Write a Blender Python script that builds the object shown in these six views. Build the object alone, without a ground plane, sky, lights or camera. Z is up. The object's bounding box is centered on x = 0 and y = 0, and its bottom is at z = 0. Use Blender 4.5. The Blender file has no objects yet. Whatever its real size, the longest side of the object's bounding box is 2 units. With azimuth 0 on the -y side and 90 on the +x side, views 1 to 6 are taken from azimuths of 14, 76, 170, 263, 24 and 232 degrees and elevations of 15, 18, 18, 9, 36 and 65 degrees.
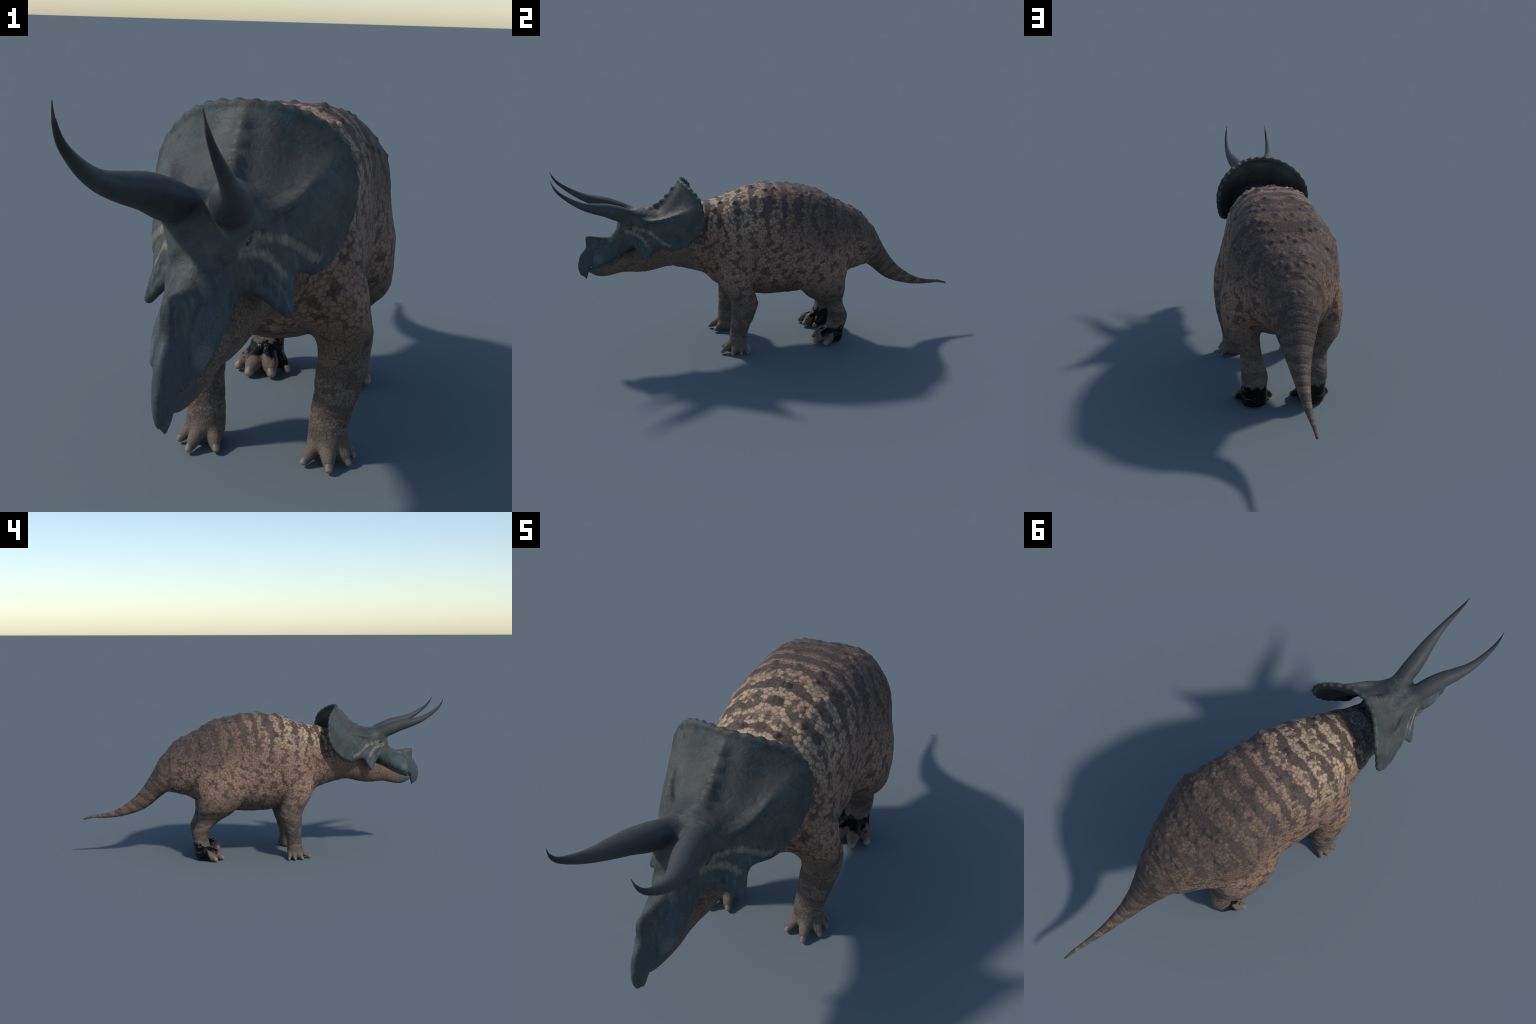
"""Horned dinosaur: one smooth implicit body (lofts + swept balls, blended), meshed by
surface nets, split by anatomical region, with horns, claws, eyes and tubercles on top."""
import bpy, math, random
import numpy as np
from mathutils import Vector, Matrix, noise as mnoise

random.seed(7)
H = 0.0034                                  # grid step of the implicit body
XR, Y0, Y1, Z0, Z1 = 0.284, -0.985, 1.012, -0.012, 0.872

# ------------------------------------------------------------------ splines
def cr(pts, n, closed=False):
    """Catmull-Rom through rows of pts, n samples."""
    p = np.asarray(pts, float)
    d = np.r_[0, np.cumsum(np.linalg.norm(np.diff(p[:, :3] if p.shape[1] >= 3 else p, axis=0), axis=1))]
    return hermite(d, p, np.linspace(0, d[-1], n))

def hermite(t, p, q):
    """Monotone-ish cubic interpolation of rows p at knots t, evaluated at q."""
    t = np.asarray(t, float); p = np.asarray(p, float)
    if p.ndim == 1: p = p[:, None]
    dt = np.diff(t); s = np.diff(p, axis=0) / dt[:, None]
    m = np.zeros_like(p)
    m[1:-1] = (s[:-1] * dt[1:, None] + s[1:] * dt[:-1, None]) / (dt[1:] + dt[:-1])[:, None]
    m[0] = s[0]; m[-1] = s[-1]
    q = np.clip(q, t[0], t[-1])
    i = np.clip(np.searchsorted(t, q) - 1, 0, len(t) - 2)
    u = ((q - t[i]) / dt[i])[:, None]; h = dt[i][:, None]
    return ((2*u**3 - 3*u**2 + 1) * p[i] + (u**3 - 2*u**2 + u) * h * m[i]
            + (-2*u**3 + 3*u**2) * p[i+1] + (u**3 - u**2) * h * m[i+1])

# ------------------------------------------------------------------ grid (x >= 0 half, mirrored later)
NX = int(round(XR / H)) + 1
gx = np.arange(NX) * H
gy = np.arange(Y0, Y1, H); gz = np.arange(Z0, Z1, H)
SH = (NX, len(gy), len(gz))
BIG = 0.06

def span(axis, lo, hi):
    a = max(int(np.searchsorted(axis, lo)) - 1, 0); b = min(int(np.searchsorted(axis, hi)) + 1, len(axis))
    return a, b

class Part:
    """A field on a sub-box of the grid."""
    def __init__(s, name, lo, hi):
        s.name = name
        s.b = [span(gx, lo[0], hi[0]), span(gy, lo[1], hi[1]), span(gz, lo[2], hi[2])]
        s.sl = tuple(slice(a, b) for a, b in s.b)
        s.x = gx[s.sl[0]][:, None, None]; s.y = gy[s.sl[1]][None, :, None]; s.z = gz[s.sl[2]][None, None, :]
        s.f = np.full([b - a for a, b in s.b], BIG, np.float32)

    def ball(s, c, r, squash=None, margin=0.03):
        e = r + margin
        i = []
        for ax, g, (a, b), v in zip(range(3), (gx, gy, gz), s.b, c):
            lo = int(math.ceil((v - e - g[0]) / H)); hi = int((v + e - g[0]) / H) + 1
            lo = max(lo, a); hi = min(hi, b)
            if hi <= lo: return
            i.append((lo, hi))
        X = gx[i[0][0]:i[0][1]][:, None, None] - c[0]
        Y = gy[i[1][0]:i[1][1]][None, :, None] - c[1]
        Z = gz[i[2][0]:i[2][1]][None, None, :] - c[2]
        d = np.sqrt(X*X + Y*Y + Z*Z) - r
        t = tuple(slice(l - a, h - a) for (l, h), (a, b) in zip(i, s.b))
        np.minimum(s.f[t], d, out=s.f[t])

    def chain(s, rows, step=0.0025, margin=0.03):
        """Tapered tube through rows (x, y, z, r)."""
        rows = np.asarray(rows, float)
        L = np.linalg.norm(np.diff(rows[:, :3], axis=0), axis=1).sum()
        for q in cr(rows, max(int(L / step), 4)):
            s.ball(q[:3], max(q[3], 0.001), margin=margin)

def part_box(name, pts, pad):
    p = np.asarray(pts, float)[:, :3]
    return Part(name, p.min(0) - pad, p.max(0) + pad)

def superellipse(dx, dz, w, h, n):
    ax = np.abs(dx) / w; az = np.abs(dz) / h
    q = (ax**n + az**n) ** (1.0 / n)
    dist = np.sqrt(dx*dx + dz*dz)
    return np.where(q > 1e-6, (q - 1) * dist / np.maximum(q, 1e-6), -np.minimum(w, h))

def loft_y(name, rows, pad=0.04):
    """rows: y, top z, bottom z, half width, centre fraction (0..1 up), exponent top, exponent bottom"""
    r = np.asarray(rows, float)
    P = Part(name, (0, r[0, 0] - pad, r[:, 2].min() - pad), (r[:, 3].max() + pad, r[-1, 0] + pad, r[:, 1].max() + pad))
    v = hermite(r[:, 0], r[:, 1:], P.y.ravel())
    top, bot, w, cf, nt, nb = [c[None, :, None] for c in v.T]
    zc = bot + (top - bot) * cf
    dz = P.z - zc
    up = dz > 0
    h = np.maximum(np.where(up, top - zc, zc - bot), 0.002); w = np.maximum(w, 0.002)
    d = superellipse(P.x + 0 * dz, dz + 0 * P.x, w, h, np.where(up, nt, nb))
    oy = np.maximum(np.maximum(r[0, 0] - P.y, P.y - r[-1, 0]), 0)
    d = np.where(oy > 0, np.sqrt(oy**2 + np.maximum(d, 0)**2), d)
    P.f = np.minimum(d, BIG).astype(np.float32)
    return P

def loft_z(name, rows, pad=0.04):
    """rows: z, x inner, x outer, y front, y rear"""
    r = np.asarray(rows, float)
    P = Part(name, (r[:, 1].min() - pad, r[:, 3].min() - pad, r[0, 0] - pad), (r[:, 2].max() + pad, r[:, 4].max() + pad, r[-1, 0] + pad))
    v = hermite(r[:, 0], r[:, 1:], P.z.ravel())
    xi, xo, yf, yr = [c[None, None, :] for c in v.T]
    d = superellipse(P.x - (xi + xo) / 2 + 0 * P.y, P.y - (yf + yr) / 2 + 0 * P.x, (xo - xi) / 2, (yr - yf) / 2, 2.25)
    oz = np.maximum(np.maximum(r[0, 0] - P.z, P.z - r[-1, 0]), 0)
    d = np.where(oz > 0, np.sqrt(oz**2 + np.maximum(d, 0)**2), d)
    P.f = np.minimum(d, BIG).astype(np.float32)
    return P

# ------------------------------------------------------------------ anatomy: measurements in metres
TRUNK = [  # y, top, bottom, half width, centre fraction, n top, n bottom
    (-0.36, 0.690, 0.412, 0.105, .50, 2.2, 2.2), (-0.30, 0.710, 0.376, 0.130, .48, 2.2, 2.2),
    (-0.26, 0.720, 0.331, 0.152, .46, 2.6, 2.2),
    (-0.20, 0.738, 0.296, 0.178, .44, 2.8, 2.2), (-0.10, 0.777, 0.266, 0.197, .42, 2.6, 2.2),
    (0.03, 0.794, 0.250, 0.197, .40, 2.9, 2.3), (0.10, 0.790, 0.250, 0.195, .42, 3.0, 2.3),
    (0.18, 0.777, 0.256, 0.205, .44, 3.0, 2.2), (0.29, 0.746, 0.276, 0.206, .46, 2.9, 2.2),
    (0.376, 0.698, 0.314, 0.182, .48, 2.4, 2.1), (0.458, 0.655, 0.354, 0.142, .48, 2.3, 2.1),
    (0.512, 0.611, 0.368, 0.112, .48, 2.1, 2.1)]
TAIL = [
    (0.458, 0.655, 0.356, 0.132, .48, 2.3, 2.1), (0.512, 0.611, 0.368, 0.106, .48, 2.1, 2.1),
    (0.572, 0.549, 0.338, 0.082, .48, 2.1, 2.0), (0.61, 0.484, 0.306, 0.063, .48, 2.0, 2.0),
    (0.655, 0.412, 0.274, 0.046, .5, 2.0, 2.0), (0.70, 0.354, 0.254, 0.034, .5, 2.0, 2.0),
    (0.76, 0.303, 0.236, 0.0235, .5, 2.0, 2.0), (0.817, 0.269, 0.226, 0.017, .5, 2.0, 2.0),
    (0.894, 0.246, 0.2225, 0.0105, .5, 2.0, 2.0), (0.95, 0.2395, 0.2235, 0.0078, .5, 2.0, 2.0),
    (1.000, 0.2235, 0.2135, 0.0045, .5, 2.0, 2.0)]
NECK = [
    (-0.62, 0.600, 0.408, 0.050, .50, 2.2, 2.2), (-0.54, 0.640, 0.416, 0.074, .50, 2.2, 2.2),
    (-0.486, 0.660, 0.424, 0.088, .50, 2.2, 2.2), (-0.42, 0.680, 0.408, 0.102, .50, 2.2, 2.2),
    (-0.36, 0.694, 0.401, 0.114, .50, 2.2, 2.2), (-0.28, 0.710, 0.395, 0.125, .5, 2.2, 2.2)]
SKULL = [
    (-0.895, 0.450, 0.420, 0.005, .5, 2.0, 2.0), (-0.889, 0.478, 0.400, 0.0095, .5, 2.2, 2.2),
    (-0.875, 0.505, 0.387, 0.0145, .5, 2.2, 2.2), (-0.866, 0.515, 0.379, 0.0165, .55, 2.1, 1.8),
    (-0.8575, 0.522, 0.3735, 0.019, .55, 2.1, 1.6), (-0.852, 0.528, 0.396, 0.022, .52, 2.1, 1.9), (-0.845, 0.535, 0.420, 0.0245, .45, 2.1, 2.4),
    (-0.82, 0.546, 0.428, 0.033, .40, 2.0, 2.8), (-0.79, 0.556, 0.437, 0.040, .40, 2.0, 2.8),
    (-0.74, 0.578, 0.458, 0.051, .40, 2.0, 2.6), (-0.705, 0.618, 0.480, 0.057, .38, 2.3, 2.5),
    (-0.685, 0.655, 0.492, 0.061, .36, 2.6, 2.4),
    (-0.655, 0.690, 0.507, 0.070, .36, 2.8, 2.0), (-0.62, 0.700, 0.518, 0.080, .36, 2.7, 1.9),
    (-0.57, 0.700, 0.532, 0.096, .34, 2.4, 2.0), (-0.52, 0.690, 0.540, 0.090, .5, 2.2, 2.2),
    (-0.47, 0.670, 0.560, 0.07, .5, 2.0, 2.0)]
JAW = [
    (-0.850, 0.424, 0.408, 0.007, .5, 2.0, 2.0), (-0.82, 0.430, 0.389, 0.014, .6, 2.0, 2.0),
    (-0.78, 0.448, 0.381, 0.024, .6, 2.2, 2.0), (-0.74, 0.465, 0.387, 0.037, .6, 2.2, 2.0),
    (-0.69, 0.49, 0.397, 0.044, .6, 2.2, 2.1), (-0.64, 0.51, 0.396, 0.051, .55, 2.2, 2.1),
    (-0.58, 0.53, 0.397, 0.060, .5, 2.2, 2.1), (-0.53, 0.54, 0.408, 0.066, .5, 2.2, 2.1),
    (-0.47, 0.55, 0.425, 0.066, .5, 2.0, 2.0)]
FORELEG = [  # z, x inner, x outer, y front, y rear
    (0.006, .104, .190, -.192, -.124), (0.04, .101, .194, -.199, -.117), (0.08, .102, .194, -.197, -.116),
    (0.13, .105, .203, -.194, -.105), (0.16, .108, .212, -.193, -.096), (0.20, .110, .220, -.192, -.080),
    (0.25, .112, .229, -.194, -.066), (0.30, .102, .234, -.212, -.078), (0.35, .085, .232, -.244, -.095),
    (0.40, .06, .224, -.262, -.095), (0.46, .05, .207, -.262, -.07), (0.52, .05, .195, -.25, -.07), (0.58, .05, .172, -.23, -.09),
    (0.63, .05, .160, -.21, -.12)]
HINDLEG = [
    (0.006, .068, .162, .29, .380), (0.03, .066, .165, .300, .389), (0.06, .068, .165, .303, .391),
    (0.09, .068, .166, .310, .398), (0.12, .066, .168, .317, .405), (0.155, .070, .170, .312, .402),
    (0.19, .080, .172, .290, .386), (0.225, .087, .178, .246, .375), (0.25, .090, .196, .206, .374),
    (0.28, .090, .222, .172, .374), (0.34, .085, .238, .122, .376), (0.40, .070, .240, .10, .384),
    (0.46, .05, .233, .10, .388), (0.52, .05, .219, .12, .385), (0.58, .05, .212, .15, .37), (0.64, .05, .197, .17, .35), (0.69, .05, .158, .18, .33), (0.73, .05, .080, .20, .30)]
FORETOES = [((.125, -.175, .036, .019), (.112, -.205, .020, .0145), (.105, -.218, .0105, .0085)),
            ((.150, -.185, .042, .021), (.159, -.215, .026, .0165), (.164, -.236, .0105, .0090)),
            ((.172, -.170, .038, .019), (.189, -.184, .024, .0150), (.200, -.192, .0095, .0080)),
            ((.178, -.146, .034, .015), (.194, -.149, .022, .0115), (.206, -.152, .0085, .0070)),
            ((.176, -.128, .034, .013), (.190, -.124, .020, .0105), (.198, -.121, .0080, .0070))]
HINDTOES = [((.145, .335, .044, .026), (.168, .306, .030, .0225), (.182, .287, .0150, .0135)),
            ((.128, .310, .046, .026), (.138, .272, .032, .0240), (.143, .248, .0145, .0135)),
            ((.104, .310, .046, .026), (.091, .277, .032, .0235), (.082, .255, .0145, .0130)),
            ((.085, .330, .044, .022), (.062, .312, .030, .0170), (.046, .296, .0130, .0100))]
HORN = [  # spine of a brow horn and its radius
    (.038, -.620, .662, .030), (.046, -.668, .684, .0345), (.056, -.715, .703, .0350), (.067, -.755, .7195, .0312),
    (.083, -.807, .734, .0250), (.096, -.858, .750, .0178), (.1025, -.908, .775, .0120), (.1035, -.940, .796, .0085),
    (.103, -.967, .818, .0060), (.101, -.984, .839, .0038), (.099, -.994, .859, .0020), (.097, -.999, .875, .0006)]
FRILL = [  # rim point, two points on the front face, root on the skull; from the middle of the top to the lower corner
    [(.000, -.412, .839), (.000, -.462, .775), (.000, -.525, .710), (.000, -.61, .695)],
    [(.055, -.403, .834), (.055, -.452, .754), (.052, -.528, .691), (.045, -.61, .684)],
    [(.098, -.386, .822), (.095, -.426, .741), (.084, -.517, .680), (.055, -.60, .675)],
    [(.140, -.361, .799), (.128, -.409, .735), (.104, -.516, .677), (.062, -.60, .668)],
    [(.174, -.341, .765), (.155, -.393, .728), (.116, -.517, .680), (.068, -.60, .664)],
    [(.197, -.333, .722), (.173, -.397, .702), (.128, -.514, .659), (.076, -.60, .646)],
    [(.206, -.332, .680), (.180, -.410, .665), (.134, -.522, .637), (.080, -.60, .627)],
    [(.204, -.346, .638), (.178, -.422, .631), (.137, -.530, .613), (.083, -.60, .610)],
    [(.197, -.370, .600), (.174, -.440, .603), (.138, -.534, .594), (.084, -.60, .596)],
    [(.186, -.408, .567), (.168, -.465, .578), (.136, -.538, .578), (.084, -.60, .583)],
    [(.170, -.448, .545), (.158, -.492, .560), (.131, -.545, .566), (.084, -.605, .572)],
    [(.152, -.480, .533), (.144, -.516, .549), (.124, -.552, .557), (.084, -.61, .563)]]

def frill_surface(nu, nv):
    F = np.array(FRILL)                               # 12 x 4 x 3
    d = np.r_[0, np.cumsum(np.linalg.norm(np.diff(F[:, 0], axis=0), axis=1))]
    rows = hermite(d, F.reshape(len(F), -1), np.linspace(0, d[-1], nu)).reshape(nu, 4, 3)
    t = np.array([0, .36, .74, 1.0])
    S = hermite(t, rows.transpose(1, 0, 2).reshape(4, -1), np.linspace(0, 1, nv)).reshape(nv, nu, 3).transpose(1, 0, 2)
    return S, d[-1]

parts = []
trunk = loft_y("torso", TRUNK); tail = loft_y("tail", TAIL); neck = loft_y("neck", NECK)
skull = loft_y("head", SKULL); jaw = loft_y("lower_jaw", JAW)
fore = loft_z("foreleg", FORELEG); hind = loft_z("hindleg", HINDLEG)

def toe_part(name, toes):
    P = part_box(name, [r for t in toes for r in t], 0.06)
    for t in toes: P.chain(t, 0.002)
    return P
ftoe = toe_part("forefoot", FORETOES); htoe = toe_part("hindfoot", HINDTOES)

# frill sheet painted with balls that get fatter toward the skull
S, rimlen = frill_surface(150, 90)
du = np.gradient(S, axis=0); dv = np.gradient(S, axis=1)
Nf = np.cross(du, dv); Nf /= np.linalg.norm(Nf, axis=2, keepdims=True)
if Nf[75, 30, 1] > 0: Nf = -Nf                        # front face looks to -y
frill = part_box("frill", S.reshape(-1, 3), 0.05)
vv = np.linspace(0, 1, S.shape[1])
rad = hermite([0, .12, .4, .75, 1.0], [.0058, .0062, .0072, .0095, .014], vv).ravel()
for j in range(3, S.shape[1]):
    for i in range(0, S.shape[0], 1 if j < 60 else 2):
        frill.ball(S[i, j] - Nf[i, j] * rad[j], rad[j], margin=0.022)
# scalloped rim: blunt knobs along the edge
rim = S[:, 0]; rl = np.r_[0, np.cumsum(np.linalg.norm(np.diff(rim, axis=0), axis=1))]
scal = part_box("frill", rim, 0.05)
k = 0.0175
while k < rl[-1] - 0.004:
    c = np.array([np.interp(k, rl, rim[:, a]) for a in range(3)])
    i = int(np.interp(k, rl, np.arange(len(rl))))
    tan = rim[min(i + 1, len(rim) - 1)] - rim[max(i - 1, 0)]; tan /= np.linalg.norm(tan)
    inw = S[i, 8] - S[i, 0]; inw /= np.linalg.norm(inw)
    for o in np.linspace(-.012, .012, 13):
        scal.ball(c + tan * o - Nf[i, 0] * .0058 + inw * (.0036 + abs(o) * .52), .0074 - abs(o) * .18, margin=0.022)
    k += 0.035
# knobs on the midline ridge of the frill
knobs = part_box("frill", [(0, -.62, .66), (.03, -.40, .83)], 0.03)
for c, r in (((0, -.600, .684), .0150), ((0, -.574, .684), .0125), ((0, -.548, .692), .0165), ((0, -.517, .7110), .0165),
             ((0, -.492, .730), .013), ((0, -.466, .756), .011), ((0, -.440, .789), .008)):
    for o in (-.004, 0, .004): knobs.ball((c[0], c[1] + o, c[2] + o * (-.9 if c[1] > -.53 else 0)), r, margin=0.022)
knobs.chain([(0, -.60, .677, .014), (0, -.53, .684, .017), (0, -.478, .731, .016), (0, -.43, .790, .010)], margin=0.022)

# pieces of the head
bits = Part("head", (0, -.90, .44), (.16, -.53, .73))
bits.chain([(.027, -.805, .470, .015), (.029, -.772, .490, .021), (.029, -.732, .512, .022), (.032, -.705, .522, .013)])   # nostril pad
brow = Part("head", (0, -.74, .54), (.14, -.55, .74))
brow.chain([(.044, -.660, .655, .026), (.040, -.678, .636, .021), (.034, -.690, .618, .016)])
brow.chain([(.046, -.683, .648, .011), (.053, -.665, .651, .0130), (.056, -.640, .651, .0140), (.064, -.60, .645, .015)])
cheek = Part("cheek_horn", (.03, -.70, .44), (.18, -.50, .62))
A, B, T = np.array((.114, -.556, .553)), np.array((.068, -.632, .556)), np.array((.128, -.587, .490))
for a in np.linspace(0, 1, 22):
    for b in np.linspace(0, 1 - a, max(int(22 * (1 - a)), 1)):
        cheek.ball(A * a + B * b + T * (1 - a - b) , .0095 + .004 * (a + b), margin=0.022)
cheek.chain([(.070, -.606, .580, .022), (.094, -.600, .545, .019), (.114, -.593, .512, .0140), (.126, -.588, .492, .0100)], margin=0.022)
horn = part_box("brow_horn", HORN[:9], 0.07)
horn.chain(HORN[:9], 0.002)
nose = loft_y("nose_horn", [(-.8545, .580, .50, .009, .5, 2.6, 2), (-.848, .5835, .50, .0125, .5, 2.4, 2), (-.83, .583, .50, .017, .5, 2.0, 2),
                            (-.80, .578, .50, .020, .5, 2.0, 2), (-.76, .576, .50, .020, .5, 2, 2), (-.72, .585, .52, .016, .5, 2, 2)])

# ------------------------------------------------------------------ blend everything
field = np.full(SH, BIG, np.float32); label = np.zeros(SH, np.int8); best = np.full(SH, 1.0, np.float32)
NAMES = []
def add(P, kblend):
    if P.name not in NAMES: NAMES.append(P.name)
    a = field[P.sl]; b = P.f
    h = np.maximum(kblend - np.abs(a - b), 0) / kblend
    m = np.minimum(a, b) - h * h * kblend * 0.25
    field[P.sl] = m
    w = best[P.sl]; t = b < w
    label[P.sl] = np.where(t, NAMES.index(P.name), label[P.sl]); best[P.sl] = np.where(t, b, w)

add(trunk, .02); add(neck, .05); add(tail, .03)
add(fore, .024); add(hind, .024); add(ftoe, .012); add(htoe, .012)
add(jaw, .03)
skull.f = np.minimum(skull.f, BIG)
headf = [(skull, .007), (horn, .032), (bits, .018), (brow, .022), (nose, .014), (cheek, .030), (frill, .026), (scal, .012), (knobs, .024)]
for P, kb in headf: add(P, kb)

# ------------------------------------------------------------------ surface nets on the mirrored field
full = np.concatenate([field[:0:-1], field], axis=0)
lab = np.concatenate([label[:0:-1], label], axis=0)
ox = -gx[-1]
def surface_nets(f):
    s = f < 0
    n = f.shape
    c = s[:-1, :-1, :-1].astype(np.int8).copy()
    tot = np.zeros_like(c)
    offs = [(i, j, k) for i in (0, 1) for j in (0, 1) for k in (0, 1)]
    for i, j, k in offs: tot += s[i:n[0]-1+i, j:n[1]-1+j, k:n[2]-1+k]
    act = np.argwhere((tot > 0) & (tot < 8))
    idx = np.full(tot.shape, -1, np.int32); idx[tuple(act.T)] = np.arange(len(act))
    val = np.stack([f[act[:, 0]+i, act[:, 1]+j, act[:, 2]+k] for i, j, k in offs], 1).astype(np.float64)
    acc = np.zeros((len(act), 3)); cnt = np.zeros(len(act))
    O = np.array(offs, float)
    for a in range(8):
        for b in range(a + 1, 8):
            if np.abs(O[a] - O[b]).sum() != 1: continue
            m = (val[:, a] < 0) != (val[:, b] < 0)
            t = val[m, a] / (val[m, a] - val[m, b])
            acc[m] += O[a] + (O[b] - O[a]) * t[:, None]; cnt[m] += 1
    V = act + acc / cnt[:, None]
    quads = []
    for ax in range(3):
        u, v = [(1, 2), (2, 0), (0, 1)][ax]
        lo = [slice(None)] * 3; hi = [slice(None)] * 3
        lo[ax] = slice(0, n[ax]-1); hi[ax] = slice(1, n[ax])
        sa = s[tuple(lo)]; sb = s[tuple(hi)]
        e = np.argwhere(sa != sb)
        e = e[(e[:, u] > 0) & (e[:, v] > 0) & (e[:, u] < n[u]-1) & (e[:, v] < n[v]-1)]
        inside = sa[tuple(e.T)]
        du_ = np.zeros(3, int); du_[u] = 1; dv_ = np.zeros(3, int); dv_[v] = 1
        q = np.stack([idx[tuple((e - du_ - dv_).T)], idx[tuple((e - dv_).T)], idx[tuple(e.T)], idx[tuple((e - du_).T)]], 1)
        q[~inside] = q[~inside][:, ::-1]
        quads.append(q)
    return V, np.concatenate(quads)
V, Q = surface_nets(full)
V = V * H + np.array([ox, gy[0], gz[0]])

def smooth(V, Q, it, lam):
    E = np.concatenate([Q[:, [0, 1]], Q[:, [1, 2]], Q[:, [2, 3]], Q[:, [3, 0]]])
    deg = np.bincount(E.ravel(), minlength=len(V)).astype(float)[:, None]
    for l in [lam, -lam * 1.02] * it:
        s = np.stack([np.bincount(E[:, 0], V[E[:, 1], a], len(V)) + np.bincount(E[:, 1], V[E[:, 0], a], len(V)) for a in range(3)], 1)
        V = V + l * (s / np.maximum(deg, 1) - V)
    return V
def vnormals(V, Q):
    n = np.cross(V[Q[:, 2]] - V[Q[:, 0]], V[Q[:, 3]] - V[Q[:, 1]])
    N = np.stack([np.bincount(Q.ravel(), np.repeat(n[:, a], 4), len(V)) for a in range(3)], 1)
    return N / np.maximum(np.linalg.norm(N, axis=1, keepdims=True), 1e-12)
V = smooth(V, Q, 4, 0.5)

# relief: lumps and folds of the hide, creases of legs and tail, furrows of the face
N = vnormals(V, Q)
gi = [np.clip(np.rint((V[:, a] - o) / H).astype(int), 0, lab.shape[a]-1) for a, o in enumerate((ox, gy[0], gz[0]))]
vl = np.array(NAMES)[lab[gi[0], gi[1], gi[2]]]
def noise_at(mask, fx, fy, fz, off=0.0):
    out = np.zeros(len(V))
    out[mask] = [mnoise.noise((abs(p[0]) * fx + off, p[1] * fy, p[2] * fz)) for p in V[mask]]
    return out
ax_, y_, z_ = np.abs(V[:, 0]), V[:, 1], V[:, 2]
is_head = np.isin(vl, ("head", "frill", "cheek_horn", "nose_horn", "brow_horn")); hide = ~is_head
amp = np.clip((y_ + 0.45) / 0.15, 0, 1) * np.clip((0.75 - y_) / 0.3, 0.1, 1) * np.clip((z_ - .03) / .1, 0, 1)
disp = (noise_at(hide, 16, 16, 16) * .0030 + noise_at(hide, 34, 34, 34, 5) * .0014) * amp
# horizontal wrinkles round the legs, rings round the tail, slanting folds behind shoulder and before thigh
legs = np.isin(vl, ("foreleg", "hindleg")) & (z_ < .36)
wob = noise_at(legs, 9, 9, 6, 2)
fade = np.clip((.36 - z_) / .1, 0, 1) * np.clip((z_ - .05) / .04, 0, 1)
disp -= legs * fade * .0016 * (1 - np.abs(np.sin(z_ * 88 + wob * 4.5 + ax_ * 8))) ** 3
tl = (y_ > .52) & hide
disp -= tl * np.clip((y_ - .52) / .1, 0, 1) * np.clip((1.0 - y_) / .3, .1, 1) * .0016 * (1 - np.abs(np.sin((y_ - z_ * .9) * 105 + noise_at(tl, 8, 8, 8, 7) * 2))) ** 3
flank = hide & (z_ > .25) & (z_ < .6) & (y_ > -.35) & (y_ < .4)
fw = np.exp(-((y_ + .06) / .05) ** 2) + np.exp(-((y_ - .10) / .05) ** 2)
disp -= flank * fw * np.clip((.6 - z_) / .2, 0, 1) * .0022 * (1 - np.abs(np.sin((y_ - z_ * .35) * 120 + noise_at(flank, 7, 7, 7, 3) * 5))) ** 3
belly = hide & (z_ < .36) & (y_ > -.3) & (y_ < .35) & ~legs
disp -= belly * .0014 * np.clip(1 - np.abs(noise_at(belly, 20, 30, 12, 9)) * 7, 0, 1)
neck_m = hide & (y_ < -.30) & (y_ > -.62)
disp -= neck_m * .0018 * np.clip(1 - np.abs(noise_at(neck_m, 10, 34, 10, 4)) * 6, 0, 1)
# furrows on the face, drawn in side view (y, z)
def furrow(line, depth, width, xmin=.008):
    p = cr(np.c_[np.array(line), np.zeros(len(line))], 60)[:, :2]
    m = is_head & (ax_ > xmin) & (y_ < -.5) & (vl != "brow_horn")
    d = np.full(len(V), 9.0)
    d[m] = np.sqrt(((V[m][:, None, 1:3] - p[None]) ** 2).sum(2)).min(1)
    return -depth * np.exp(-(d / width) ** 2)
FURROWS = [
    ([(-.775, .553), (-.800, .541), (-.828, .503), (-.829, .468), (-.810, .451), (-.764, .461), (-.724, .485), (-.704, .521), (-.703, .550)], .0042, .0042),
    ([(-.858, .532), (-.847, .496), (-.845, .454), (-.843, .424)], .0022, .0040),
    ([(-.679, .600), (-.670, .565), (-.682, .525), (-.706, .488)], .0026, .0045), ([(-.649, .590), (-.640, .555), (-.655, .519)], .0026, .0050),
    ([(-.693, .588), (-.688, .553), (-.697, .520), (-.722, .480)], .0022, .0038), ([(-.619, .584), (-.606, .546), (-.606, .520)], .0024, .0050),
    ([(-.836, .440), (-.797, .446), (-.754, .463), (-.718, .482), (-.681, .500)], .0018, .0036),
    ([(-.660, .575), (-.625, .565), (-.590, .535)], .0018, .0045),
    ([(-.745, .585), (-.715, .598)], .0012, .0045)]
for ln, dp, wd in FURROWS: disp += furrow(ln, dp, wd)
ed = np.hypot((y_ + .6535) * .82, z_ - .6265)                     # eye socket and the lids round it
soc = is_head & (ax_ > .04) & (vl != "brow_horn")
disp += soc * (-.0042 * np.exp(-(ed / .0065) ** 4) + .0022 * np.exp(-((ed - .0108) / .0032) ** 2) - .0012 * np.exp(-((ed - .017) / .003) ** 2))
face = is_head & (y_ < -.56) & (z_ < .625)
disp += face * (noise_at(face, 70, 110, 26, 1) * .0011 + noise_at(face, 25, 40, 14, 6) * .0015) * np.clip((y_ + .86) / .08, 0, 1)
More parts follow.
